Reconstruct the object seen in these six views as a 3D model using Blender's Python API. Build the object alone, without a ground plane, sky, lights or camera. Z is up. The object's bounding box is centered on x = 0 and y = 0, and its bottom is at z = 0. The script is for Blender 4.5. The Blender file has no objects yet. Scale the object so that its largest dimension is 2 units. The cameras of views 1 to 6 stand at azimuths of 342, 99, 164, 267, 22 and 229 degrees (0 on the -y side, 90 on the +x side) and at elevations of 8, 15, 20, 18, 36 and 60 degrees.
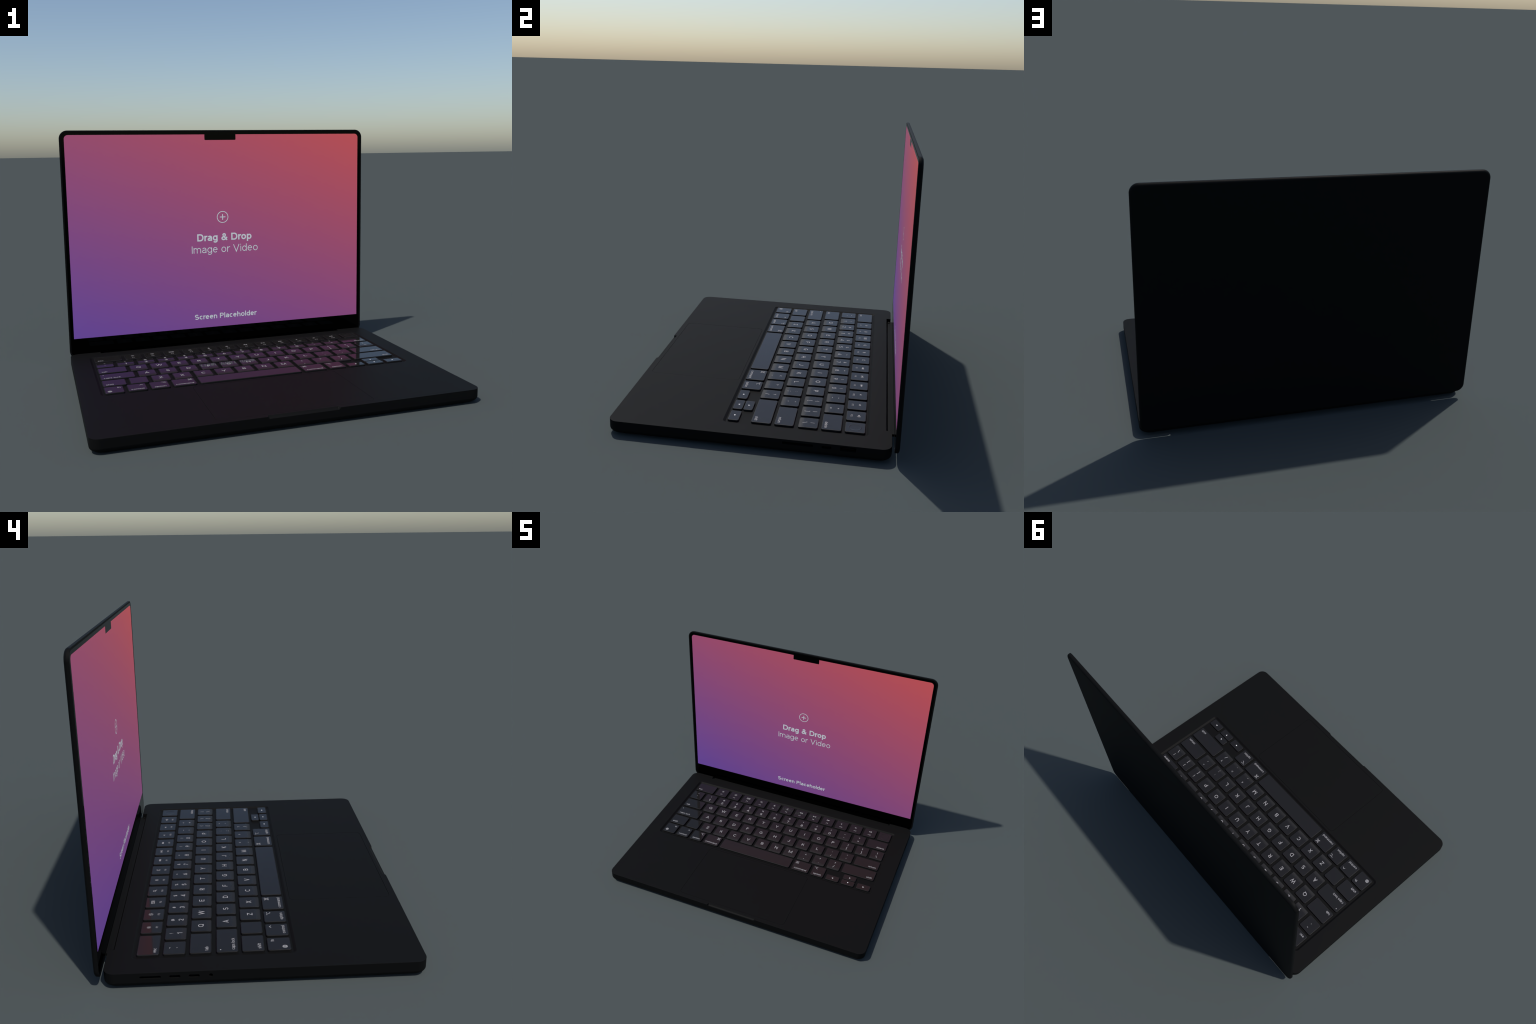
import bpy, bmesh, math
from math import pi, sin, cos
from mathutils import Vector, Matrix

# ------------------------------------------------------------------ sizes (metres)
HALF_W = 1.0                     # half width of base and lid
FRONT_Y, BACK_Y = -0.7249, 0.689 # base
DECK_Z, BELLY_Z = 0.0755, 0.0012
BODY_R = 0.05                    # plan corner radius of base and lid
LID_FRONT, LID_BACK = 0.7014, 0.7247
LID_LOW, LID_HIGH = 0.0430, 1.4570
WELL = (-0.8930, 0.8910, -0.1590, 0.5790)   # keyboard well x0,x1,y0,y1
WELL_FLOOR, WELL_SLOPE = 0.0675, 0.0125
PAD = (-0.4165, 0.4045, -0.691, -0.173)   # trackpad
KEY_TOP = 0.0780
PITCH, GAP, KEY_X0 = 0.12105, 0.0200, -0.868
ROW_Y = [(0.4565, 0.5575), (0.3395, 0.4400), (0.2230, 0.3215), (0.1030, 0.2010), (-0.0160, 0.0855), (-0.1365, -0.0305)]

scene = bpy.context.scene
coll = scene.collection

# ------------------------------------------------------------------ materials
def srgb(c):
    return tuple((v / 255 / 12.92) if v / 255 <= 0.04045 else ((v / 255 + 0.055) / 1.055) ** 2.4 for v in c)

def material(name, color, rough, metallic=0.0, spec=0.5, grain=0.0, grain_scale=900.0, ior=1.45, bump=0.0):
    m = bpy.data.materials.new(name)
    m.use_nodes = True
    nt = m.node_tree
    b = nt.nodes["Principled BSDF"]
    b.inputs["Base Color"].default_value = (*color, 1)
    b.inputs["Roughness"].default_value = rough
    b.inputs["Metallic"].default_value = metallic
    b.inputs["Specular IOR Level"].default_value = spec
    b.inputs["IOR"].default_value = ior
    if grain:
        tc = nt.nodes.new("ShaderNodeTexCoord")
        nz = nt.nodes.new("ShaderNodeTexNoise")
        nz.inputs["Scale"].default_value = grain_scale
        nz.inputs["Detail"].default_value = 2.0
        nt.links.new(tc.outputs["Object"], nz.inputs["Vector"])
        ramp = nt.nodes.new("ShaderNodeValToRGB")
        ramp.color_ramp.elements[0].position = 0.3
        ramp.color_ramp.elements[1].position = 0.7
        ramp.color_ramp.elements[0].color = (*[v * (1 - grain) for v in color], 1)
        ramp.color_ramp.elements[1].color = (*[v * (1 + grain) for v in color], 1)
        nt.links.new(nz.outputs["Fac"], ramp.inputs["Fac"])
        nt.links.new(ramp.outputs["Color"], b.inputs["Base Color"])
        if bump:
            bp = nt.nodes.new("ShaderNodeBump")
            bp.inputs["Strength"].default_value = bump
            bp.inputs["Distance"].default_value = 0.0002
            nt.links.new(nz.outputs["Fac"], bp.inputs["Height"])
            nt.links.new(bp.outputs["Normal"], b.inputs["Normal"])
    return m

ALU = material("black_anodised_aluminium", (0.0054, 0.0055, 0.0055), 0.56, spec=0.066, grain=0.05)
PLASTIC = material("key_plastic", (0.0124, 0.0117, 0.0113), 0.06, spec=0.37, grain=0.03, grain_scale=400)
def letter_key_material():
    """the letter keys turn from gloss to satin towards the front edge, roughened to put a pale highlight there"""
    m = material("letter_key_plastic", (0.0124, 0.0117, 0.0113), 0.06, spec=0.37, grain=0.03, grain_scale=400)
    nt = m.node_tree
    tc = nt.nodes.new("ShaderNodeTexCoord")
    sep = nt.nodes.new("ShaderNodeSeparateXYZ")
    mr = nt.nodes.new("ShaderNodeMapRange")
    mr.interpolation_type = "SMOOTHSTEP"
    for i, v in ((1, -0.004), (2, -0.050), (3, 0.06), (4, 0.56)):
        mr.inputs[i].default_value = v
    nt.links.new(tc.outputs["Object"], sep.inputs[0])
    nt.links.new(sep.outputs["Y"], mr.inputs[0])
    nt.links.new(mr.outputs[0], nt.nodes["Principled BSDF"].inputs["Roughness"])
    return m
LETTER_PLASTIC = letter_key_material()
KEY_EDGE = material("key_edge_plastic", (0.0070, 0.0068, 0.0068), 0.50, spec=0.26)
GLASS = material("bezel_glass", (0.0003, 0.0003, 0.0003), 0.06, spec=0.12)
LEGEND = material("legend_grey", (0.32, 0.317, 0.322), 0.5, spec=0.3)
ARROW = material("arrow_white", (0.85, 0.85, 0.85), 0.5, spec=0.3)
RUBBER = material("rubber_black", (0.006, 0.006, 0.006), 0.8, spec=0.2)
PORT = material("port_black", (0.002, 0.002, 0.002), 0.6, spec=0.1)
SCREEN_WHITE = material("screen_white", (0.95, 0.96, 0.97), 0.5, spec=0.2)

def display_material():
    """violet lower left to coral upper right, on the panel's own coordinates"""
    m = material("display_gradient", (0.5, 0.2, 0.3), 0.5, spec=0.35)
    nt = m.node_tree
    b = nt.nodes["Principled BSDF"]
    tc = nt.nodes.new("ShaderNodeTexCoord")
    sep = nt.nodes.new("ShaderNodeSeparateXYZ")
    nt.links.new(tc.outputs["Object"], sep.inputs[0])
    def math_node(op, a, v, c=None):
        n = nt.nodes.new("ShaderNodeMath"); n.operation = op
        nt.links.new(a, n.inputs[0])
        if isinstance(v, float): n.inputs[1].default_value = v
        else: nt.links.new(v, n.inputs[1])
        if c is not None: n.inputs[2].default_value = c
        return n.outputs[0]
    gx = math_node("MULTIPLY", sep.outputs["X"], 0.40 / 1.942)
    gz = math_node("MULTIPLY_ADD", sep.outputs["Z"], 0.60 / 1.259, 0.5)
    f = math_node("ADD", gx, gz)
    ramp = nt.nodes.new("ShaderNodeValToRGB")
    lo, hi = (137, 94, 191), (252, 106, 107)
    els = ramp.color_ramp.elements
    for i in range(9):
        t = i / 8
        c = srgb([a + (h - a) * t for a, h in zip(lo, hi)])
        e = els[0] if i == 0 else els[len(els) - 1] if i == 8 else els.new(t)
        e.position = t
        e.color = (*c, 1)
    nt.links.new(f, ramp.inputs["Fac"])
    nt.links.new(ramp.outputs["Color"], b.inputs["Base Color"])
    return m
DISPLAY = display_material()

# ------------------------------------------------------------------ helpers
def rounded_rect(x0, x1, y0, y1, r, arc=10, edge=0):
    """closed loop, counter-clockwise; r is one radius or four (sw, se, ne, nw)"""
    rs = r if isinstance(r, (tuple, list)) else (r,) * 4
    corners = [(x0, y0, pi), (x1, y0, 1.5 * pi), (x1, y1, 0.0), (x0, y1, 0.5 * pi)]
    pts = []
    for (cx, cy, a0), rr in zip(corners, rs):
        sx = 1 if cx == x0 else -1
        sy = 1 if cy == y0 else -1
        ox, oy = cx + sx * rr, cy + sy * rr
        for i in range(arc + 1):
            a = a0 + 0.5 * pi * i / arc
            pts.append((ox + rr * cos(a), oy + rr * sin(a)))
    if edge:
        out, n = [], arc + 1
        for k in range(4):
            out += pts[k * n:(k + 1) * n]
            p, q = pts[(k + 1) * n - 1], pts[((k + 1) * n) % (4 * n)]
            out += [(p[0] + (q[0] - p[0]) * j / edge, p[1] + (q[1] - p[1]) * j / edge) for j in range(1, edge)]
        pts = out
    return pts

def loft(loops, cap_first=True, cap_last=True):
    """bmesh from equal-length loops of 3D points"""
    bm = bmesh.new()
    rings = [[bm.verts.new(p) for p in lp] for lp in loops]
    n = len(rings[0])
    for a, b in zip(rings, rings[1:]):
        for i in range(n):
            j = (i + 1) % n
            bm.faces.new((a[i], a[j], b[j], b[i]))
    if cap_first: bm.faces.new(rings[0][::-1])
    if cap_last: bm.faces.new(rings[-1])
    bmesh.ops.recalc_face_normals(bm, faces=bm.faces)
    return bm

def to_mesh(bm, name, smooth_angle=None):
    me = bpy.data.meshes.new(name)
    bm.to_mesh(me)
    bm.free()
    finish_mesh(me, smooth_angle)
    return me

def finish_mesh(me, smooth_angle):
    if smooth_angle is not None:
        me.shade_smooth()
        me.set_sharp_from_angle(angle=math.radians(smooth_angle))

def add(name, me, parent=None, mat=None, loc=(0, 0, 0)):
    ob = bpy.data.objects.new(name, me)
    coll.objects.link(ob)
    if parent: ob.parent = parent
    ob.location = loc
    if mat and me is not None and not me.materials: me.materials.append(mat)
    return ob

def baked(ob, smooth_angle=12):
    """apply the modifiers"""
    dg = bpy.context.evaluated_depsgraph_get()
    dg.update()
    me = bpy.data.meshes.new_from_object(ob.evaluated_get(dg))
    old = ob.data
    ob.modifiers.clear()
    ob.data = me
    me.name = old.name
    bpy.data.meshes.remove(old)
    finish_mesh(me, smooth_angle)
    wn = ob.modifiers.new("normals", "WEIGHTED_NORMAL")
    wn.keep_sharp = True
    wn.weight = 100
    dg.update()
    me2 = bpy.data.meshes.new_from_object(ob.evaluated_get(dg))
    ob.modifiers.clear()
    ob.data = me2
    bpy.data.meshes.remove(me)
    return ob

def slab(x0, x1, y0, y1, z0, z1, r, arc=8, bevel=0.0, steps=2):
    lo = rounded_rect(x0, x1, y0, y1, r, arc)
    loops = [[(x, y, z0) for x, y in lo]]
    if bevel:
        for i in range(steps + 1):
            a = 0.5 * pi * i / steps
            ins = bevel * (1 - cos(a))
            lp = rounded_rect(x0 + ins, x1 - ins, y0 + ins, y1 - ins, max(r - ins, 1e-4), arc)
            loops.append([(x, y, z1 - bevel + bevel * sin(a)) for x, y in lp])
    else:
        loops.append([(x, y, z1) for x, y in lo])
    return loft(loops)

root = bpy.data.objects.new("laptop", None)
coll.objects.link(root)
root["label"] = "open black laptop with keyboard and pink-violet screen"
root["category"] = "laptop"

# ------------------------------------------------------------------ base
def base_loops():
    loops = []
    drop, inset = 0.030, 0.040          # rounding of the belly edge
    for i in range(11):                 # belly -> side
        a = 0.5 * pi * i / 10
        ins = inset * (1 - sin(a))
        z = BELLY_Z + drop * (1 - cos(a))
        lp = rounded_rect(-HALF_W + ins, HALF_W - ins, FRONT_Y + ins, BACK_Y - ins, BODY_R + 0.02 - 0.02 * sin(a) if False else max(BODY_R - 0.35 * ins, 0.02), 12)
        loops.append([(x, y, z) for x, y in lp])
    for ins, z in ((0.0, DECK_Z - 0.0010), (0.0003, DECK_Z - 0.0003), (0.0010, DECK_Z)):
        lp = rounded_rect(-HALF_W + ins, HALF_W - ins, FRONT_Y + ins, BACK_Y - ins, BODY_R - ins, 12)
        loops.append([(x, y, z) for x, y in lp])
    return loops

base = add("base", to_mesh(loft(base_loops()), "base"), root, ALU)

cutters = []
def cutter(bm):
    ob = add("cutter", to_mesh(bm, "cutter"))
    cutters.append(ob)
    md = base.modifiers.new("cut", "BOOLEAN")
    md.operation, md.solver, md.object = "DIFFERENCE", "EXACT", ob

def well_loop(ins, z):
    return [(x, y, z) for x, y in rounded_rect(WELL[0] + ins, WELL[1] - ins, WELL[2] + ins, WELL[3] - ins, 0.024 - ins * 0.8, 8)]
cutter(loft([well_loop(WELL_SLOPE, WELL_FLOOR), well_loop(0.0, DECK_Z + 0.00001), well_loop(0.0, 0.1)]))
cutter(slab(*PAD, DECK_Z - 0.004, 0.1, 0.026, 8))
cutter(slab(-0.8145, 0.8145, 0.660, 0.75, 0.0380, 0.1, 0.0015, 2))       # hinge recess, open to the back
# finger scoop in the front edge
bm = bmesh.new()
for p in [(-0.1845, -0.74, 0.0805), (0.2085, -0.74, 0.0805), (-0.1700, -0.7045, 0.0780), (0.1950, -0.7045, 0.0780),
          (-0.1735, -0.74, 0.0640), (0.1965, -0.74, 0.0640), (-0.1660, -0.7200, 0.0640), (0.1890, -0.7200, 0.0640),
          (-0.1660, -0.7130, 0.0685), (0.1890, -0.7130, 0.0685)]:
    bm.verts.new(p)
bmesh.ops.convex_hull(bm, input=bm.verts)
cutter(bm)

def port_cut(side, y0, y1, z0, z1, r, depth=0.03):
    lp = rounded_rect(y0, y1, z0, z1, min(r, (y1 - y0) / 2 - 1e-4, (z1 - z0) / 2 - 1e-4), 6)
    cutter(loft([[(side * (1.02), y, z) for y, z in lp], [(side * (1 - depth), y, z) for y, z in lp]]))

PORTS = [("charging_port", -1, 0.4395, 0.5315, 0.0460, 0.0590, 0.0065),
         ("usb_port", -1, 0.3562, 0.4040, 0.0445, 0.0595, 0.0074),
         ("usb_port", -1, 0.2735, 0.3206, 0.0445, 0.0595, 0.0074),
         ("headphone_jack", -1, 0.2165, 0.2330, 0.0440, 0.0605, 0.0082),
         ("memory_card_slot", 1, 0.1640, 0.3145, 0.0495, 0.0630, 0.0030),
         ("usb_port", 1, 0.3552, 0.4029, 0.0480, 0.0630, 0.0074),
         ("video_port", 1, 0.4430, 0.5205, 0.0450, 0.0690, 0.0060)]
for nm, side, y0, y1, z0, z1, r in PORTS:
    port_cut(side, y0, y1, z0, z1, r)
baked(base)
for c in cutters:
    me = c.data
    bpy.data.objects.remove(c)
    bpy.data.meshes.remove(me)

# inside of the ports: back plate and tongue
for nm, side, y0, y1, z0, z1, r in PORTS:
    bm = bmesh.new()
    def box(xa, xb, ya, yb, za, zb):
        res = bmesh.ops.create_cube(bm, size=1.0)
        for v in res["verts"]:
            v.co = ((xa + xb) / 2 + v.co.x * (xb - xa), (ya + yb) / 2 + v.co.y * (yb - ya), (za + zb) / 2 + v.co.z * (zb - za))
    e = 0.0012
    box(side * 0.9702, side * 0.9722, y0 + e, y1 - e, z0 + e, z1 - e)
    if nm in ("usb_port", "video_port", "charging_port"):
        zc = (z0 + z1) / 2
        box(side * 0.972, side * 0.992, y0 + (y1 - y0) * 0.18, y1 - (y1 - y0) * 0.18, zc - 0.0018, zc + 0.0018)
    add(nm, to_mesh(bm, nm), root, PORT)

# trackpad
g = 0.0012
add("trackpad", to_mesh(slab(PAD[0] + g, PAD[1] - g, PAD[2] + g, PAD[3] - g, DECK_Z - 0.0042, DECK_Z - 0.0002, 0.0248, 8), "trackpad", 12), root, ALU)

# feet
foot_mesh = None
for fx in (-0.84, 0.84):
    for fy in (-0.60, 0.56):
        if foot_mesh is None:
            foot_mesh = to_mesh(slab(-0.045, 0.045, -0.045, 0.045, 0.0, 0.0026, 0.0449, 10), "rubber_foot", 30)
        add("rubber_foot", foot_mesh, root, RUBBER, (fx, fy, 0))

# ------------------------------------------------------------------ hinge
bar = []
prof = [(0.6690, 0.0440), (0.6690, 0.0525), (0.6697, 0.0540), (0.6715, 0.0548), (0.6800, 0.0552), (0.7012, 0.0552), (0.7012, 0.0425), (0.6705, 0.0425)]
bm = loft([[(x, y, z) for y, z in prof] for x in (-0.806, 0.806)])
add("hinge_cover", to_mesh(bm, "hinge_cover", 40), root, ALU)
for s in (-1, 1):
    a, b = sorted((s * 0.776, s * 0.800))
    add("hinge_knuckle", to_mesh(slab(a, b, 0.6710, 0.6820, 0.0545, 0.0600, 0.003, 4, 0.0015), "hinge_knuckle", 40), root, ALU)

# ------------------------------------------------------------------ lid
def lid_loop(ins, y, r=BODY_R):
    return [(x, y, z) for x, z in rounded_rect(-HALF_W + ins, HALF_W - ins, LID_LOW + ins, LID_HIGH - ins, max(r - ins, 0.004), 14)]
RIM = 0.0095
loops = [lid_loop(RIM, LID_FRONT + 0.0030), lid_loop(RIM, LID_FRONT + 0.0002), lid_loop(RIM - 0.0004, LID_FRONT),
         lid_loop(0.0012, LID_FRONT), lid_loop(0.0004, LID_FRONT + 0.0004), lid_loop(0.0, LID_FRONT + 0.0012), lid_loop(0.0, 0.7105)]
for i in range(1, 9):
    a = 0.5 * pi * i / 8
    loops.append(lid_loop(0.016 * (1 - cos(a)), 0.7105 + (LID_BACK - 0.7105) * sin(a)))
lid = add("lid", to_mesh(loft(loops), "lid"), root, ALU)
baked(lid, 14)

def standing_slab(outline, y_front, y_back, name, mat, origin, angle=30):
    """outline in (x,z); origin = object origin"""
    ox, oy, oz = origin
    bm = loft([[(x - ox, y - oy, z - oz) for x, z in outline] for y in (y_front, y_back)])
    return add(name, to_mesh(bm, name, angle), root, mat, origin)

q = RIM + 0.0006
standing_slab(rounded_rect(-HALF_W + q, HALF_W - q, LID_LOW + q, LID_HIGH - q, BODY_R - q, 14), LID_FRONT + 0.0006, LID_FRONT + 0.0028,
              "screen_glass", GLASS, (0, 0.7025, 0.75))

# lit panel with the camera notch taken out of its upper edge
DX, DZ0, DZ1 = 0.9710, 0.1705, 1.4297
outline = rounded_rect(-DX, DX, DZ0, DZ1, (0.0008, 0.0008, 0.024, 0.024), 8)
ne_end = 9 * 3   # last vertex of the upper right corner
nx, nz, nr = 0.1033, 1.3940, 0.0055
notch = [(nx, DZ1)]
notch += [(nx - nr + nr * cos(-a), nz + nr + nr * sin(-a)) for a in [0.5 * pi * i / 5 for i in range(6)]]
notch += [(-nx + nr - nr * sin(a), nz + nr - nr * cos(a)) for a in [0.5 * pi * i / 5 for i in range(6)]]
notch += [(-nx, DZ1)]
outline = outline[:ne_end] + notch + outline[ne_end:]
DISP_Y = LID_FRONT + 0.0003
display = standing_slab(outline, DISP_Y, DISP_Y + 0.0012, "display", DISPLAY, (0, 0.702, 0.8001))

# ------------------------------------------------------------------ lettering
# A plain grotesque drawn with strokes: every letter is a few lines and elliptical arcs,
# cap height 1, x-height 0.745, with stroke weight w kept inside the letter's box.
XH, ASC, DESC = 0.745, 1.035, -0.275

def glyph(c, w):
    h = w / 2
    def ell(x0, x1, y0, y1, a0, a1, n=18):
        cx, cy, rx, ry = (x0 + x1) / 2, (y0 + y1) / 2, (x1 - x0) / 2 - h, (y1 - y0) / 2 - h
        return [(cx + rx * cos(math.radians(a0 + (a1 - a0) * i / n)), cy + ry * sin(math.radians(a0 + (a1 - a0) * i / n))) for i in range(n + 1)]
    def V(x, y0, y1): return [(x, y0), (x, y1)]
    def H(y, x0, x1): return [(x0, y), (x1, y)]
    T, X = 1 - h, XH - h
    if c == "A": return [[(h * 0.9, 0), (0.47, 1), (0.94 - h * 0.9, 0)], H(0.32, 0.20, 0.74)], 0.94
    if c == "B": return [V(h, 0, 1), H(T, h, 0.44) + ell(0.18, 0.70, 0.50 - h, 1, 90, -90)[1:] + [(h, 0.50)], [(0.44, 0.50)] + ell(0.16, 0.76, 0, 0.50 + h, 90, -90) + [(h, h)]], 0.76
    if c == "C": return [ell(0, 0.93, 0, 1, 42, 318, 26)], 0.90
    if c == "D": return [V(h, 0, 1), H(T, h, 0.36) + ell(0.0, 0.88, 0, 1, 82, -82, 24) + [(0.36, h), (h, h)]], 0.88
    if c == "E": return [V(h, 0, 1), H(T, h, 0.68), H(0.51, h, 0.64), H(h, h, 0.69)], 0.69
    if c == "F": return [V(h, 0, 1), H(T, h, 0.67), H(0.49, h, 0.62)], 0.67
    if c == "G": return [ell(0, 0.95, 0, 1, 42, 352, 26) + [(0.95 - h, 0.47), (0.52, 0.47)]], 0.95
    if c == "H": return [V(h, 0, 1), V(0.86 - h, 0, 1), H(0.51, h, 0.86 - h)], 0.86
    if c == "I": return [V(h, 0, 1)], w
    if c == "J": return [[(0.62 - h, 1), (0.62 - h, 0.30)] + ell(0, 0.62, 0, 0.58, 0, -170)], 0.62
    if c == "K": return [V(h, 0, 1), [(h, 0.33), (0.78 - h, 1)], [(0.34, 0.56), (0.82 - h, 0)]], 0.82
    if c == "L": return [V(h, 0, 1), H(h, h, 0.64)], 0.64
    if c == "M": return [[(h, 0), (h, 1), (0.53, 0.10), (1.06 - h, 1), (1.06 - h, 0)]], 1.06
    if c == "N": return [[(h, 0), (h, 1), (0.88 - h, 0), (0.88 - h, 1)]], 0.88
    if c == "O": return [ell(0, 0.98, 0, 1, 0, 360, 32)], 0.98
    if c == "P": return [V(h, 0, 1), H(T, h, 0.42) + ell(0.12, 0.74, 0.40, 1, 90, -90) + [(h, 0.40 + h)]], 0.74
    if c == "Q": return [ell(0, 0.98, 0, 1, 0, 360, 32), [(0.58, 0.26), (0.92, -0.04)]], 0.98
    if c == "R": return [V(h, 0, 1), H(T, h, 0.42) + ell(0.12, 0.74, 0.43, 1, 90, -90) + [(h, 0.43 + h)], [(0.40, 0.46), (0.76 - h, 0)]], 0.76
    if c == "S": return [ell(0.02, 0.74, 0.50 - h, 1, 28, 262, 16) + ell(0, 0.78, 0, 0.52 + h, 82, -155, 16)], 0.78
    if c == "T": return [H(T, 0, 0.82), V(0.41, 0, 1 - h)], 0.82
    if c == "U": return [[(h, 1), (h, 0.34)] + ell(0, 0.84, 0, 0.72, 180, 360) + [(0.84 - h, 1)]], 0.84
    if c == "V": return [[(h * 0.9, 1), (0.46, 0), (0.92 - h * 0.9, 1)]], 0.92
    if c == "W": return [[(h * 0.9, 1), (0.34, 0.02), (0.67, 0.98), (1.00, 0.02), (1.34 - h * 0.9, 1)]], 1.34
    if c == "X": return [[(h, 0), (0.86 - h, 1)], [(h, 1), (0.86 - h, 0)]], 0.86
    if c == "Y": return [[(h, 1), (0.43, 0.46), (0.86 - h, 1)], V(0.43, 0, 0.46)], 0.86
    if c == "Z": return [[(0.02, T), (0.76 - h, T), (h, h), (0.78, h)]], 0.78
    if c == "0": return [ell(0, 0.76, 0, 1, 0, 360, 28)], 0.76
    if c == "1": return [[(0.02, 0.74), (0.34, 0.97), (0.34, 0)]], 0.42
    if c == "2": return [ell(0.0, 0.70, 0.42, 1, 170, -30, 18) + [(h * 1.6, h), (0.72, h)]], 0.72
    if c == "3": return [ell(0.03, 0.69, 0.50 - h, 1, 155, -85, 16) + [(0.26, 0.50)], [(0.26, 0.50)] + ell(0, 0.74, 0, 0.50 + h, 85, -158, 16)], 0.74
    if c == "4": return [[(0.58, 0), (0.58, 0.96), (h * 1.3, 0.26), (0.80, 0.26)]], 0.80
    if c == "5": return [[(0.66, T), (0.15, T), (0.10, 0.50)] + ell(0, 0.74, 0, 0.65, 135, -155, 18)], 0.74
    if c == "6": return [ell(0, 0.75, 0, 0.64, 0, 360, 24), [(h * 1.25, 0.42), (0.50, 1)]], 0.75
    if c == "7": return [[(0, T), (0.68 - h, T), (0.20, 0)]], 0.68
    if c == "8": return [ell(0, 0.75, 0, 0.55 + h * 0.6, 0, 360, 22), ell(0.06, 0.69, 0.53 - h * 0.6, 1, 0, 360, 22)], 0.75
    if c == "9": return [ell(0, 0.75, 0.36, 1, 0, 360, 24), [(0.75 - h * 1.25, 0.58), (0.25, 0)]], 0.75
    if c == "a": return [[(0.63 - h, 0), (0.63 - h, 0.48)] + ell(0.02, 0.63, 0.20, XH, 0, 158), [(0.63 - h, 0.44), (0.33, 0.40 + h * 0.2)] + ell(0, 0.60, 0, 0.42 + h * 0.4, 95, 265, 12) + [(0.44, h * 1.2), (0.63 - h, 0.22)]], 0.63
    if c == "b": return [V(h, 0, ASC), ell(0, 0.68, 0, XH, 0, 360, 26)], 0.68
    if c == "c": return [ell(0, 0.67, 0, XH, 46, 314, 22)], 0.61
    if c == "d": return [V(0.68 - h, 0, ASC), ell(0, 0.68, 0, XH, 0, 360, 26)], 0.68
    if c == "e": return [[(h, 0.39), (0.67 - h, 0.39)], ell(0, 0.67, 0, XH, 0, 318, 24)], 0.67
    if c == "f": return [[(0.18, 0), (0.18, 0.80)] + ell(0.18 - h, 0.56, 0.62, ASC, 180, 85, 8), H(X, 0, 0.40)], 0.40
    if c == "g": return [ell(0, 0.68, 0.01, XH, 0, 360, 26), [(0.68 - h, XH), (0.68 - h, 0.0)] + ell(0.02, 0.68, DESC, 0.26, 0, -155, 16)], 0.68
    if c == "h": return [V(h, 0, ASC), [(h, 0.42)] + ell(0, 0.64, 0.10, XH, 165, 0, 16) + [(0.64 - h, 0)]], 0.64
    if c == "i": return [V(h * 1.15, 0, XH), [(h * 1.15, 0.90), (h * 1.15, 0.90 + w * 1.05)]], w * 1.15
    if c == "k": return [V(h, 0, ASC), [(h, 0.26), (0.58 - h, XH)], [(0.26, 0.42), (0.62 - h, 0)]], 0.62
    if c == "l": return [V(h, 0, ASC)], w
    if c == "m": return [V(h, 0, XH), [(h, 0.42)] + ell(0, 0.57, 0.12, XH, 165, 0, 14) + [(0.57 - h, 0)], [(0.57 - h, 0.42)] + ell(0.57 - w, 1.10 - h * 0.5, 0.12, XH, 165, 0, 14) + [(1.10 - h * 1.5, 0)]], 1.10 - h * 0.5
    if c == "n": return [V(h, 0, XH), [(h, 0.42)] + ell(0, 0.64, 0.10, XH, 165, 0, 16) + [(0.64 - h, 0)]], 0.64
    if c == "o": return [ell(0, 0.70, 0, XH, 0, 360, 26)], 0.70
    if c == "p": return [V(h, DESC, XH), ell(0, 0.68, 0, XH, 0, 360, 26)], 0.68
    if c == "r": return [V(h, 0, XH), [(h, 0.40)] + ell(0, 0.74, 0.06, XH, 165, 78, 10)], 0.44
    if c == "s": return [ell(0.01, 0.57, 0.37 - h, XH, 28, 262, 14) + ell(0, 0.60, 0, 0.39 + h, 82, -155, 14)], 0.60
    if c == "t": return [[(0.17, 0.93), (0.17, 0.22)] + ell(0.17 - h, 0.56, 0, 0.44, 180, 275, 8), H(X, 0, 0.38)], 0.40
    if c == "u": return [[(h, XH), (h, 0.30)] + ell(0, 0.64, 0, 0.62, 180, 345, 16), V(0.64 - h, 0, XH)], 0.64
    if c == "v": return [[(h, XH), (0.32, 0), (0.64 - h, XH)]], 0.64
    if c == "&": return [[(0.86 - h * 0.6, h * 0.3), (0.24, 0.66)], ell(0.14, 0.66, 0.46, 1, 190, -30, 18), [(0.60, 0.62), (0.20, 0.44)], ell(0, 0.66, 0, 0.56, 118, 318, 18), [(0.56, 0.10), (0.80, 0.46)]], 0.88
    if c == "~": return [[(0.04 + 0.56 * i / 14, 0.50 + 0.09 * sin(2 * pi * i / 14)) for i in range(15)]], 0.64
    if c == "`": return [[(0.05, 0.98), (0.24, 0.76)]], 0.30
    if c == "!": return [V(h, 0.30, 1), V(h, 0.0, w * 1.1)], w
    if c == "@": return [ell(0, 1.0, -0.10, 0.95, -50, 270, 28), ell(0.26, 0.74, 0.18, 0.68, 0, 360, 18), [(0.74 - h, 0.66), (0.74 - h, 0.25), (0.92, 0.30)]], 1.0
    if c == "#": return [[(0.18, 0), (0.30, 1)], [(0.50, 0), (0.62, 1)], H(0.66, 0.04, 0.80), H(0.33, 0, 0.76)], 0.80
    if c == "$": return [glyph("S", w)[0][0], V(0.39, -0.14, 1.14)], 0.78
    if c == "%": return [ell(0, 0.40, 0.55, 1, 0, 360, 16), ell(0.56, 0.96, 0, 0.45, 0, 360, 16), [(0.18, 0), (0.78, 1)]], 0.96
    if c == "^": return [[(0, 0.52), (0.30, 0.92), (0.60, 0.52)]], 0.60
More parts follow.
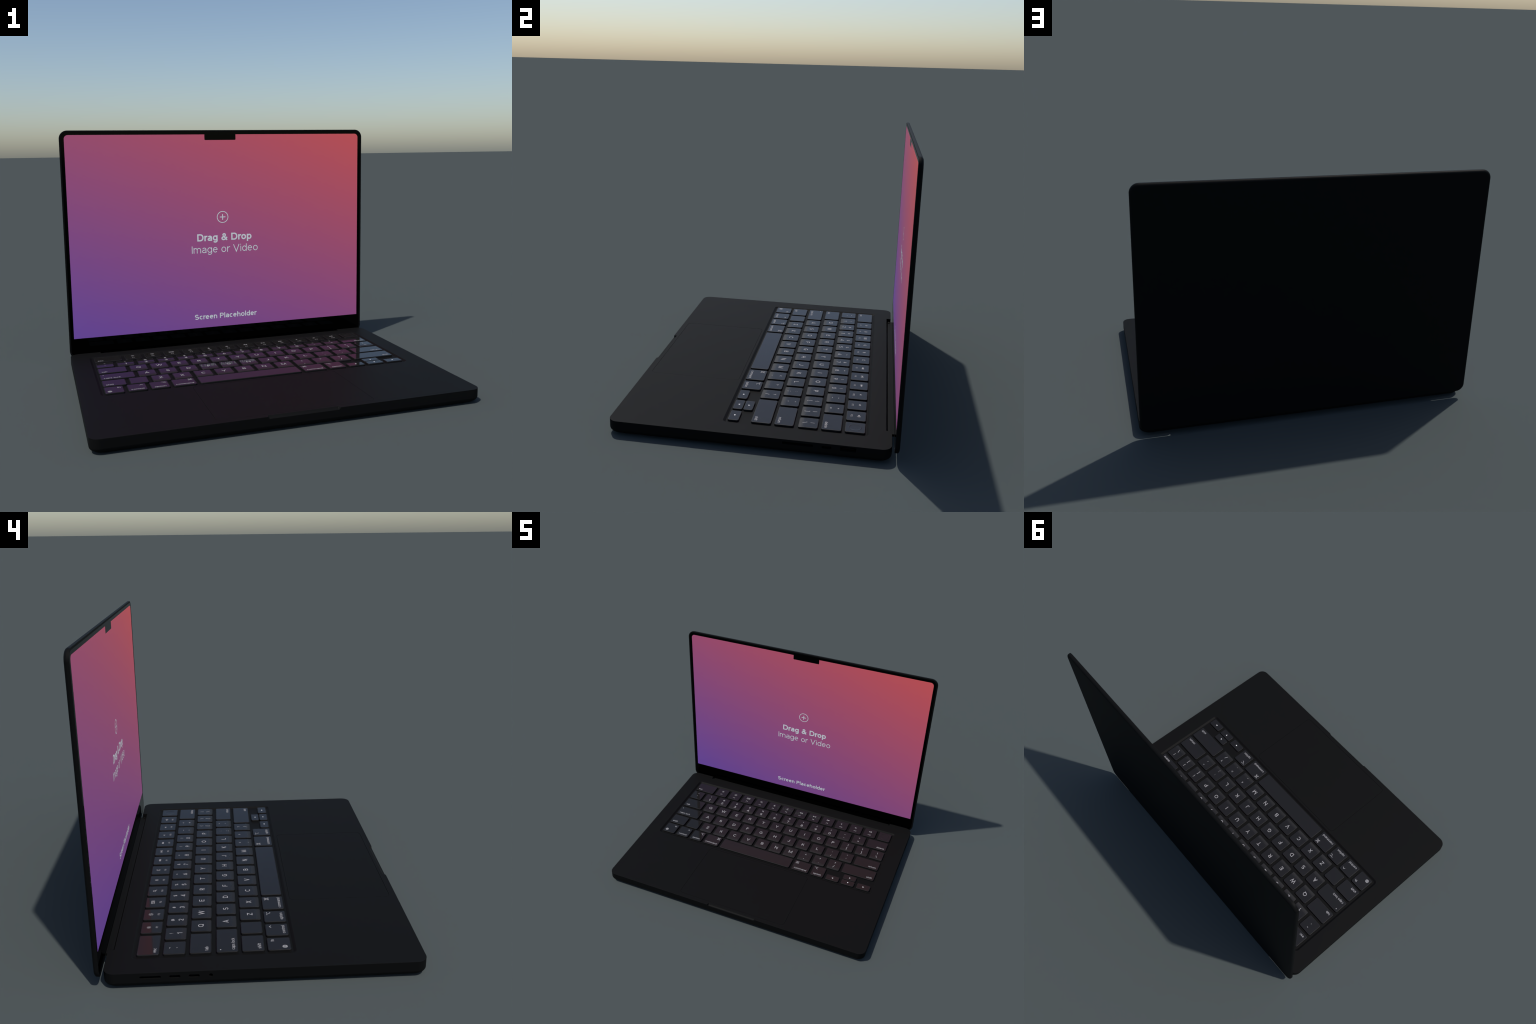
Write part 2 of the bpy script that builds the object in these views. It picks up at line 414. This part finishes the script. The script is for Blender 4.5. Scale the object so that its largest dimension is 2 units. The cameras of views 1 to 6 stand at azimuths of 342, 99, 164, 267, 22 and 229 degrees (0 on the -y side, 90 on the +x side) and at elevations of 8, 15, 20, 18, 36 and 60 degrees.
    if c == "*": return [[(0.25 - 0.24 * cos(a), 0.74 - 0.24 * sin(a)), (0.25 + 0.24 * cos(a), 0.74 + 0.24 * sin(a))] for a in (pi / 2, pi / 6, -pi / 6)], 0.5
    if c == "(": return [ell(0, 0.62, -0.18, 1.06, 118, 242, 14)], 0.26
    if c == ")": return [ell(-0.36, 0.26, -0.18, 1.06, 62, -62, 14)], 0.26
    if c == "_": return [H(0.10, 0, 0.62)], 0.62
    if c == "+": return [H(0.46, 0, 0.66), V(0.33, 0.13, 0.79)], 0.66
    if c == "-": return [H(0.44, 0, 0.44)], 0.44
    if c == "=": return [H(0.60, 0, 0.62), H(0.34, 0, 0.62)], 0.62
    if c == "{": return [[(0.34, 1.06), (0.22, 1.02), (0.20, 0.56), (0.04, 0.44), (0.20, 0.32), (0.22, -0.14), (0.34, -0.18)]], 0.34
    if c == "}": return [[(0.34 - x, y) for x, y in glyph("{", w)[0][0]]], 0.34
    if c == "[": return [[(0.28, 1.06), (h, 1.06), (h, -0.16), (0.28, -0.16)]], 0.28
    if c == "]": return [[(0, 1.06), (0.28 - h, 1.06), (0.28 - h, -0.16), (0, -0.16)]], 0.28
    if c == "|": return [V(h, -0.2, 1.1)], w
    if c == "\\": return [[(0, 1.05), (0.44, -0.08)]], 0.44
    if c == "/": return [[(0.44, 1.05), (0, -0.08)]], 0.44
    if c == ":": return [V(h, 0, w * 1.1), V(h, 0.52, 0.52 + w * 1.1)], w
    if c == ";": return [[(h + 0.02, w), (0.0, -0.16)], V(h + 0.02, 0.52, 0.52 + w * 1.1)], w + 0.04
    if c == '"': return [V(h, 0.66, 1), V(h + 0.26, 0.66, 1)], 0.26 + w
    if c == "'": return [V(h, 0.66, 1)], w
    if c == "<": return [[(0.60, 0.82), (0.02, 0.46), (0.60, 0.10)]], 0.62
    if c == ">": return [[(0.02, 0.82), (0.60, 0.46), (0.02, 0.10)]], 0.62
    if c == ",": return [[(h + 0.03, w), (0.0, -0.18)]], w + 0.05
    if c == ".": return [V(h, 0, w * 1.1)], w
    if c == "?": return [ell(0, 0.64, 0.46, 1, 165, -60, 16) + [(0.32, 0.28)], V(0.32, 0, w * 1.1)], 0.64
    raise ValueError(c)

CAP = 1.0
def text_mesh(body, weight):
    """one line of text, cap height 1, as flat faces; returns vertices, faces, box"""
    vs, fs, x, gap = [], [], 0.0, 0.205 - 0.55 * weight
    for c in body:
        if c == " ":
            x += 0.42
            continue
        paths, adv = glyph(c, weight)
        lift = 0.0
        for p in split_sharp(paths):
            lift += 0.00004
            v, f = ribbon([(a + x, b) for a, b in p], weight)
            k = len(vs)
            vs += [(q[0], q[1], lift) for q in v]
            fs += [tuple(i + k for i in t) for t in f]
        tight = 0.10 if c in "rf" else 0.0
        x += adv + gap - tight
    xs = [v[0] for v in vs]; ys = [v[1] for v in vs]
    return vs, fs, (min(xs), max(xs), min(ys), max(ys))

def split_sharp(paths):
    """cut polylines where they turn back sharply, so that no band folds over itself"""
    out = []
    for p in paths:
        run = [p[0]]
        for a, b, c in zip(p, p[1:], p[2:]):
            run.append(b)
            d, e = Vector((b[0] - a[0], b[1] - a[1])), Vector((c[0] - b[0], c[1] - b[1]))
            if d.length > 1e-6 and e.length > 1e-6 and d.normalized().dot(e.normalized()) < -0.35 and len(p) > 6:
                out.append(run)
                run = [b]
        run.append(p[-1])
        out.append(run)
    return out

def ribbon(path, width):
    """flat band of even width along a polyline, mitred joints, square ends"""
    pts = [Vector(p) for p in path]
    pts = [p for i, p in enumerate(pts) if i == 0 or (p - pts[i - 1]).length > 1e-6]
    n = len(pts)
    closed = n > 3 and (pts[0] - pts[-1]).length < 1e-5
    if closed:
        pts = pts[:-1]
        n -= 1
    segs = n if closed else n - 1
    dirs = [(pts[(i + 1) % n] - pts[i]).normalized() for i in range(segs)]
    vs, fs = [], []
    for i in range(n):
        a = dirs[i - 1] if (i > 0 or closed) else dirs[0]
        b = dirs[i] if i < segs else dirs[-1]
        t = (a + b)
        t = t.normalized() if t.length > 1e-6 else a
        nrm = Vector((-t.y, t.x))
        m = max(nrm.dot(Vector((-a.y, a.x))), 0.32)
        o = nrm * (width / 2 / m)
        vs += [(pts[i].x - o.x, pts[i].y - o.y, 0.0), (pts[i].x + o.x, pts[i].y + o.y, 0.0)]
    for i in range(segs):
        j = (i + 1) % n
        fs.append((2 * i, 2 * j, 2 * j + 1, 2 * i + 1))
    return vs, fs

def stroke(paths, width, rnd=True):
    """bands along polylines, each a hair above the one before; rnd adds round ends"""
    vs, fs, lift = [], [], 0.0
    for path in paths:
        lift += 0.00004
        v, f = ribbon(path, width)
        k = len(vs)
        vs += [(q[0], q[1], lift) for q in v]
        fs += [tuple(i + k for i in t) for t in f]
        if rnd:
            for e in (path[0], path[-1]):
                lift += 0.00002
                k = len(vs)
                vs += [(e[0] + width / 2 * cos(pi * i / 5), e[1] + width / 2 * sin(pi * i / 5), lift) for i in range(10)]
                fs.append(tuple(range(k, k + 10)))
    return vs, fs

def solid(polys):
    vs, fs = [], []
    for poly in polys:
        k = len(vs)
        vs.extend((x, y, 0.0) for x, y in poly)
        fs.append(tuple(range(k, k + len(poly))))
    return vs, fs

def merge(*parts):
    vs, fs = [], []
    for v, f in parts:
        k = len(vs)
        vs += v
        fs += [tuple(i + k for i in t) for t in f]
    return vs, fs

def arc(cx, cy, r, a0, a1, n=16):
    return [(cx + r * cos(a0 + (a1 - a0) * i / n), cy + r * sin(a0 + (a1 - a0) * i / n)) for i in range(n + 1)]

def print_mesh(name, vs, fs, place):
    me = bpy.data.meshes.new(name)
    me.from_pydata([place(v) for v in vs], [], fs)
    me.update()
    return me

def screen_text(body, x0, x1, base_z, cap, weight, name):
    vs, fs, bx = text_mesh(body, weight)
    sx, sz = (x1 - x0) / (bx[1] - bx[0]), cap / CAP
    def place(v): return (x0 + (v[0] - bx[0]) * sx, DISP_Y - 0.0003 - v[2] - 0.702, base_z + v[1] * sz - 0.8001)
    return add(name, print_mesh(name, vs, fs, place), display, SCREEN_WHITE)

screen_text("Drag & Drop", -0.1668, 0.2019, 0.7447, 0.0472, 0.188, "screen_title")
screen_text("Image or Video", -0.2045, 0.2436, 0.6669, 0.0478, 0.105, "screen_subtitle")
screen_text("Screen Placeholder", -0.1955, 0.2303, 0.2267, 0.0341, 0.172, "screen_caption")
cx, cz, cr = 0.0061, 0.8981, 0.0362
plus = merge(stroke([arc(cx, cz, cr, 0, 2 * pi, 48)], 0.0045, rnd=False),
             stroke([[(cx - 0.0165, cz), (cx + 0.0165, cz)], [(cx, cz - 0.0165), (cx, cz + 0.0165)]], 0.0058))
def place_plus(v):
    return (v[0], DISP_Y - 0.0003 - v[2] - 0.702, v[1] - 0.8001)
add("plus_icon", print_mesh("plus_icon", *plus, place_plus), display, SCREEN_WHITE)

# ------------------------------------------------------------------ keys
LIP = 0.42           # share of a letter key's depth that rolls down to its front edge
LIP_DROP = 0.0022
def key_surface(h, scooped):
    def f(y):            # y from -h/2 (front) to h/2
        if not scooped: return 0.0
        t = (y + h / 2) / h
        return -LIP_DROP * max(0.0, (LIP - t) / LIP) ** 2
    return f

_key_cache = {}
def key_mesh(w, h, scooped):
    k = (round(w, 4), round(h, 4), scooped)
    if k in _key_cache: return _key_cache[k]
    s = key_surface(h, scooped)
    r, bev = 0.0095, 0.0020
    height = KEY_TOP - WELL_FLOOR + 0.0003
    edge = 8
    def ring(ins, z, use=True):
        rr = max(r - ins, 0.0012)
        lp = rounded_rect(-w / 2 + ins, w / 2 - ins, -h / 2 + ins, h / 2 - ins, rr, 5, edge)
        return [(x, y, z + (s(y) if use else 0)) for x, y in lp]
    loops = [ring(0, -height, False), ring(0, -bev)]
    for i in range(1, 5):
        a = 0.5 * pi * i / 4
        loops.append(ring(bev * (1 - cos(a)), -bev + bev * sin(a)))
    m = min(w, h) / 2
    for ins in (0.004, 0.008, 0.014, 0.022, 0.032, 0.041):
        if ins < m - 0.006: loops.append(ring(ins, 0))
    bm = loft(loops, cap_first=False)
    for f in bm.faces:                       # matt sides and rolled edge, glossy top
        if max(max(abs(v.co.x) - w / 2, abs(v.co.y) - h / 2) for v in f.verts) > -bev * 1.02: f.material_index = 1
    me = to_mesh(bm, "key", 40)
    me.materials.append(LETTER_PLASTIC if scooped else PLASTIC)
    me.materials.append(KEY_EDGE)
    _key_cache[k] = me
    return me

key_objects = []
def key(x0, x1, y0, y1, scooped=False, name="key"):
    w, h = x1 - x0, y1 - y0
    ob = add(name, key_mesh(w, h, scooped), root, LETTER_PLASTIC if scooped else PLASTIC, ((x0 + x1) / 2, (y0 + y1) / 2, KEY_TOP))
    ob["h"] = h
    key_objects.append(ob)
    return ob, w, h, key_surface(h, scooped)

def legend(k, geo, cx, cy, sx, sy=None, name="legend", mat=LEGEND):
    """put flat geometry (centred, unit scale) on key k=(object,w,h,surface)"""
    ob, w, h, surf = k
    sy = sy or sx
    vs, fs = geo
    def place(v):
        x, y = cx + v[0] * sx, cy + v[1] * sy
        return (x, y, surf(y) + 0.00030 + v[2])
    add(name, print_mesh(name, vs, fs, place), ob, mat)

def glyph_text(body, weight, align="c"):
    vs, fs, (a, b, c, d) = text_mesh(body, weight)
    off = {"c": (a + b) / 2, "l": a, "r": b}[align]
    return [(v[0] - off, v[1] - CAP / 2, v[2]) for v in vs], fs

LETTER = 0.0265 / CAP
DIGIT = 0.0238 / CAP
SMALL = 0.0170 / CAP
WORD = 0.0158 / CAP
FLABEL = 0.0108 / CAP
W_LET, W_WORD = 0.135, 0.130

def col(u):  # left edge of column u (in key units)
    return KEY_X0 + u * PITCH

def span(u0, u1):
    return col(u0), col(u1) - GAP

# -- icons for the function row (unit box about -0.5..0.5)
def sun(r, rays):
    return merge(stroke([arc(0, 0, r, 0, 2 * pi, 16)], 0.09, rnd=False),
                 stroke([[(cos(a) * (r + 0.14), sin(a) * (r + 0.14)), (cos(a) * rays, sin(a) * rays)] for a in [2 * pi * i / 8 for i in range(8)]], 0.09))
def tri(x, d, s=0.30):
    return [(x - d * s, -s * 1.1), (x + d * s, 0), (x - d * s, s * 1.1)]
speaker = solid([[(-0.50, -0.12), (-0.34, -0.12), (-0.10, -0.32), (-0.10, 0.32), (-0.34, 0.12), (-0.50, 0.12)]])
ICONS = [
    sun(0.20, 0.42), sun(0.25, 0.52),
    stroke([[(-0.62, -0.34), (0.62, -0.34), (0.62, 0.34), (-0.62, 0.34), (-0.62, -0.34)], [(-0.12, -0.30), (-0.12, 0.30)], [(-0.6, 0.05), (-0.15, 0.05)], [(0.15, -0.12), (0.45, -0.12), (0.45, 0.14), (0.15, 0.14), (0.15, -0.12)]], 0.09),
    stroke([arc(-0.08, 0.10, 0.30, 0, 2 * pi, 20), [(0.14, -0.12), (0.42, -0.42)]], 0.11),
    merge(stroke([[(0, 0.30), (0, 0.02)]], 0.30), stroke([arc(0, 0.02, 0.30, pi, 2 * pi, 12), [(0, -0.28), (0, -0.48)]], 0.09)),
    stroke([arc(0, 0, 0.40, 0.35 * pi, 1.65 * pi, 20) + arc(0.30, 0, 0.36, 1.40 * pi, 0.60 * pi, 14)], 0.09),
    merge(solid([tri(-0.28, -1), tri(0.28, -1)])),
    merge(solid([tri(-0.25, 1)]), stroke([[(0.22, -0.30), (0.22, 0.30)], [(0.46, -0.30), (0.46, 0.30)]], 0.11)),
    merge(solid([tri(-0.28, 1), tri(0.28, 1)])),
    speaker,
    merge(speaker, stroke([arc(-0.10, 0, 0.26, -0.25 * pi, 0.25 * pi, 8)], 0.09)),
    merge(speaker, stroke([arc(-0.10, 0, r, -0.27 * pi, 0.27 * pi, 8) for r in (0.24, 0.40, 0.56)], 0.08)),
]
looped = []
for sx_, sy_ in ((1, 1), (-1, 1), (-1, -1), (1, -1)):
    c0, rr_ = 0.31, 0.14
    looped.append([(sx_ * (c0 + rr_ * cos(a)), sy_ * (c0 + rr_ * sin(a))) for a in [pi + 0.5 * pi - 2 * pi * 0.75 * i / 14 - 0.0 for i in range(15)]])
CMD = stroke(looped + [[(-0.17, -0.31), (-0.17, 0.31)], [(0.17, -0.31), (0.17, 0.31)], [(-0.31, 0.17), (0.31, 0.17)], [(-0.31, -0.17), (0.31, -0.17)]], 0.09)
OPT = stroke([[(-0.50, 0.32), (-0.18, 0.32), (0.20, -0.32), (0.50, -0.32)], [(0.12, 0.32), (0.50, 0.32)]], 0.10)
CARET = stroke([[(-0.32, -0.14), (0, 0.18), (0.32, -0.14)]], 0.11)
GLOBE = merge(stroke([arc(0, 0, 0.44, 0, 2 * pi, 24), [(-0.44, 0), (0.44, 0)], [(0, -0.44), (0, 0.44)],
               [(0.22 * cos(a), 0.44 * sin(a)) for a in [2 * pi * i / 20 for i in range(21)]],
               [(-0.38, 0.22), (0.38, 0.22)], [(-0.38, -0.22), (0.38, -0.22)]], 0.08))

# -- function row
y0, y1 = ROW_Y[0]
k = key(*span(0, 1.5), y0, y1)
legend(k, glyph_text("esc", W_WORD, "l"), -k[1] / 2 + 0.018, -k[2] / 2 + 0.022, WORD)
for i in range(12):
    k = key(*span(1.5 + i, 2.5 + i), y0, y1)
    legend(k, ICONS[i], 0.0, 0.014, 0.0225)
    legend(k, glyph_text("F%d" % (i + 1), W_WORD), 0.0, -0.0245, FLABEL)
k = key(*span(13.5, 14.5), y0, y1, name="fingerprint_key")
# shallow round sensor dish
bm = bmesh.new()
R = 0.0315
prof = [(R + 0.0012, 0.0), (R + 0.0004, 0.0006), (R - 0.0006, 0.0008), (R - 0.0020, 0.0004), (R * 0.75, 0.00022), (R * 0.4, 0.00016), (0.0008, 0.00015)]
bm.free()
bm = loft([[(r_ * cos(2 * pi * i / 48), r_ * sin(2 * pi * i / 48), z_) for i in range(48)] for r_, z_ in prof], cap_first=False)
for f in bm.faces:
    if f.normal.z < 0: f.normal_flip()
add("fingerprint_sensor", to_mesh(bm, "fingerprint_sensor", 60), k[0], PLASTIC)

# -- rows of letters
def two_sign(k, upper, lower, big=DIGIT):
    legend(k, glyph_text(upper, W_WORD), 0, 0.0215, SMALL)
    legend(k, glyph_text(lower, W_LET), 0, -0.0185, big)

y0, y1 = ROW_Y[1]
for i, (a, b) in enumerate(zip("~!@#$%^&*()_+", "`1234567890-=")):
    k = key(*span(i, i + 1), y0, y1, i > 0)
    two_sign(k, a, b, DIGIT if b.isdigit() else SMALL * 1.15)
k = key(*span(13, 14.5), y0, y1)
legend(k, glyph_text("delete", W_WORD, "r"), k[1] / 2 - 0.016, -k[2] / 2 + 0.022, WORD)

def letter_row(row, first, chars, start, last, last_u):
    y0, y1 = ROW_Y[row]
    k = key(*span(0, start), y0, y1)
    legend(k, glyph_text(first, W_WORD, "l"), -k[1] / 2 + 0.018, -k[2] / 2 + 0.022, WORD)
    head = k
    for i, c in enumerate(chars):
        k = key(*span(start + i, start + i + 1), y0, y1, True)
        if len(c) == 2: two_sign(k, c[0], c[1], SMALL * 1.25)
        else: legend(k, glyph_text(c, W_LET), 0, 0.002, LETTER)
        if c in "FJ":
            bump = merge(stroke([[(-0.5, 0), (0.5, 0)]], 0.14))
            ob, w, h, surf = k
            bm = slab(-0.0125, 0.0125, -0.0014, 0.0014, -0.0008, 0.0012, 0.0013, 4, 0.0006)
            add("home_ridge", to_mesh(bm, "home_ridge", 40), ob, PLASTIC, (0, -0.031, surf(-0.031)))
    u = start + len(chars)
    k = key(*span(u, 14.5), y0, y1, row == 2)
    if row == 2: two_sign(k, last[0], last[1], SMALL * 1.25)
    else: legend(k, glyph_text(last, W_WORD, "r"), k[1] / 2 - 0.018, -k[2] / 2 + 0.022, WORD)
    return head

letter_row(2, "tab", list("QWERTYUIOP") + ["{[", "}]"], 1.5, "|\\", 1)
head = letter_row(3, "caps lock", list("ASDFGHJKL") + [":;", "\"'"], 1.75, "return", 1.75)
legend(head, stroke([arc(0, 0, 0.22, 0, 2 * pi, 12)], 0.30), -head[1] / 2 + 0.020, 0.030, 0.0085)
# shift row: short left shift, blank key, letters, long right shift
y0, y1 = ROW_Y[4]
k = key(*span(0, 1.22), y0, y1)
legend(k, glyph_text("shift", W_WORD, "l"), -k[1] / 2 + 0.018, -k[2] / 2 + 0.022, WORD)
k = key(*span(1.22, 2.22), y0, y1)
for i, c in enumerate(list("ZXCVBNM") + ["<,", ">.", "?/"]):
    k = key(*span(2.24 + i, 3.24 + i), y0, y1, True)
    if len(c) == 2: two_sign(k, c[0], c[1], SMALL * 1.25)
    else: legend(k, glyph_text(c, W_LET), 0, 0.002, LETTER)
k = key(*span(12.24, 14.5), y0, y1)
legend(k, glyph_text("shift", W_WORD, "r"), k[1] / 2 - 0.018, -k[2] / 2 + 0.022, WORD)

# -- bottom row
y0, y1 = ROW_Y[5]
SYM = 0.0250
k = key(*span(0, 1), y0, y1)
legend(k, glyph_text("fn", W_WORD, "r"), k[1] / 2 - 0.014, 0.028, WORD)
legend(k, GLOBE, -k[1] / 2 + 0.026, -k[2] / 2 + 0.027, 0.0245)
for u0, u1, word, sym, left in ((1, 2, "control", CARET, False), (2, 3, "option", OPT, False), (3, 4.21, "command", CMD, False),
                                (9.23, 10.5, "command", CMD, True), (10.5, 11.5, "option", OPT, True)):
    k = key(*span(u0, u1), y0, y1)
    legend(k, sym, (-1 if left else 1) * (k[1] / 2 - 0.024), 0.029, SYM)
    legend(k, glyph_text(word, W_WORD), 0.0, -k[2] / 2 + 0.022, WORD)
key(*span(4.21, 9.23), y0, y1, name="space_bar")
half = [(11.5, -0.1365, -0.0815, [(0.40, 0.36), (0.40, -0.36), (-0.40, 0)]), (12.5, -0.1365, -0.0845, [(-0.36, 0.36), (0.36, 0.36), (0, -0.36)]),
        (12.5, -0.0800, -0.0305, [(-0.36, -0.36), (0.36, -0.36), (0, 0.36)]), (13.5, -0.1365, -0.0800, [(-0.40, 0.36), (-0.40, -0.36), (0.40, 0)])]
for u, a, b, t in half:
    k = key(*span(u, u + 1), a, b)
    legend(k, solid([t]), 0, 0, 0.0135, mat=ARROW)

for ob in key_objects:
    if "h" in ob: del ob["h"]
# every printed face looks up or outwards
for ob in list(bpy.data.objects):
    if ob.type == "MESH" and ob.parent and ob.parent != root and ob.name.split(".")[0] in ("legend",):
        me = ob.data
        if any(p.normal.z < 0 for p in me.polygons): 
            bm = bmesh.new(); bm.from_mesh(me)
            for f in bm.faces:
                if f.normal.z < 0: f.normal_flip()
            bm.to_mesh(me); bm.free()
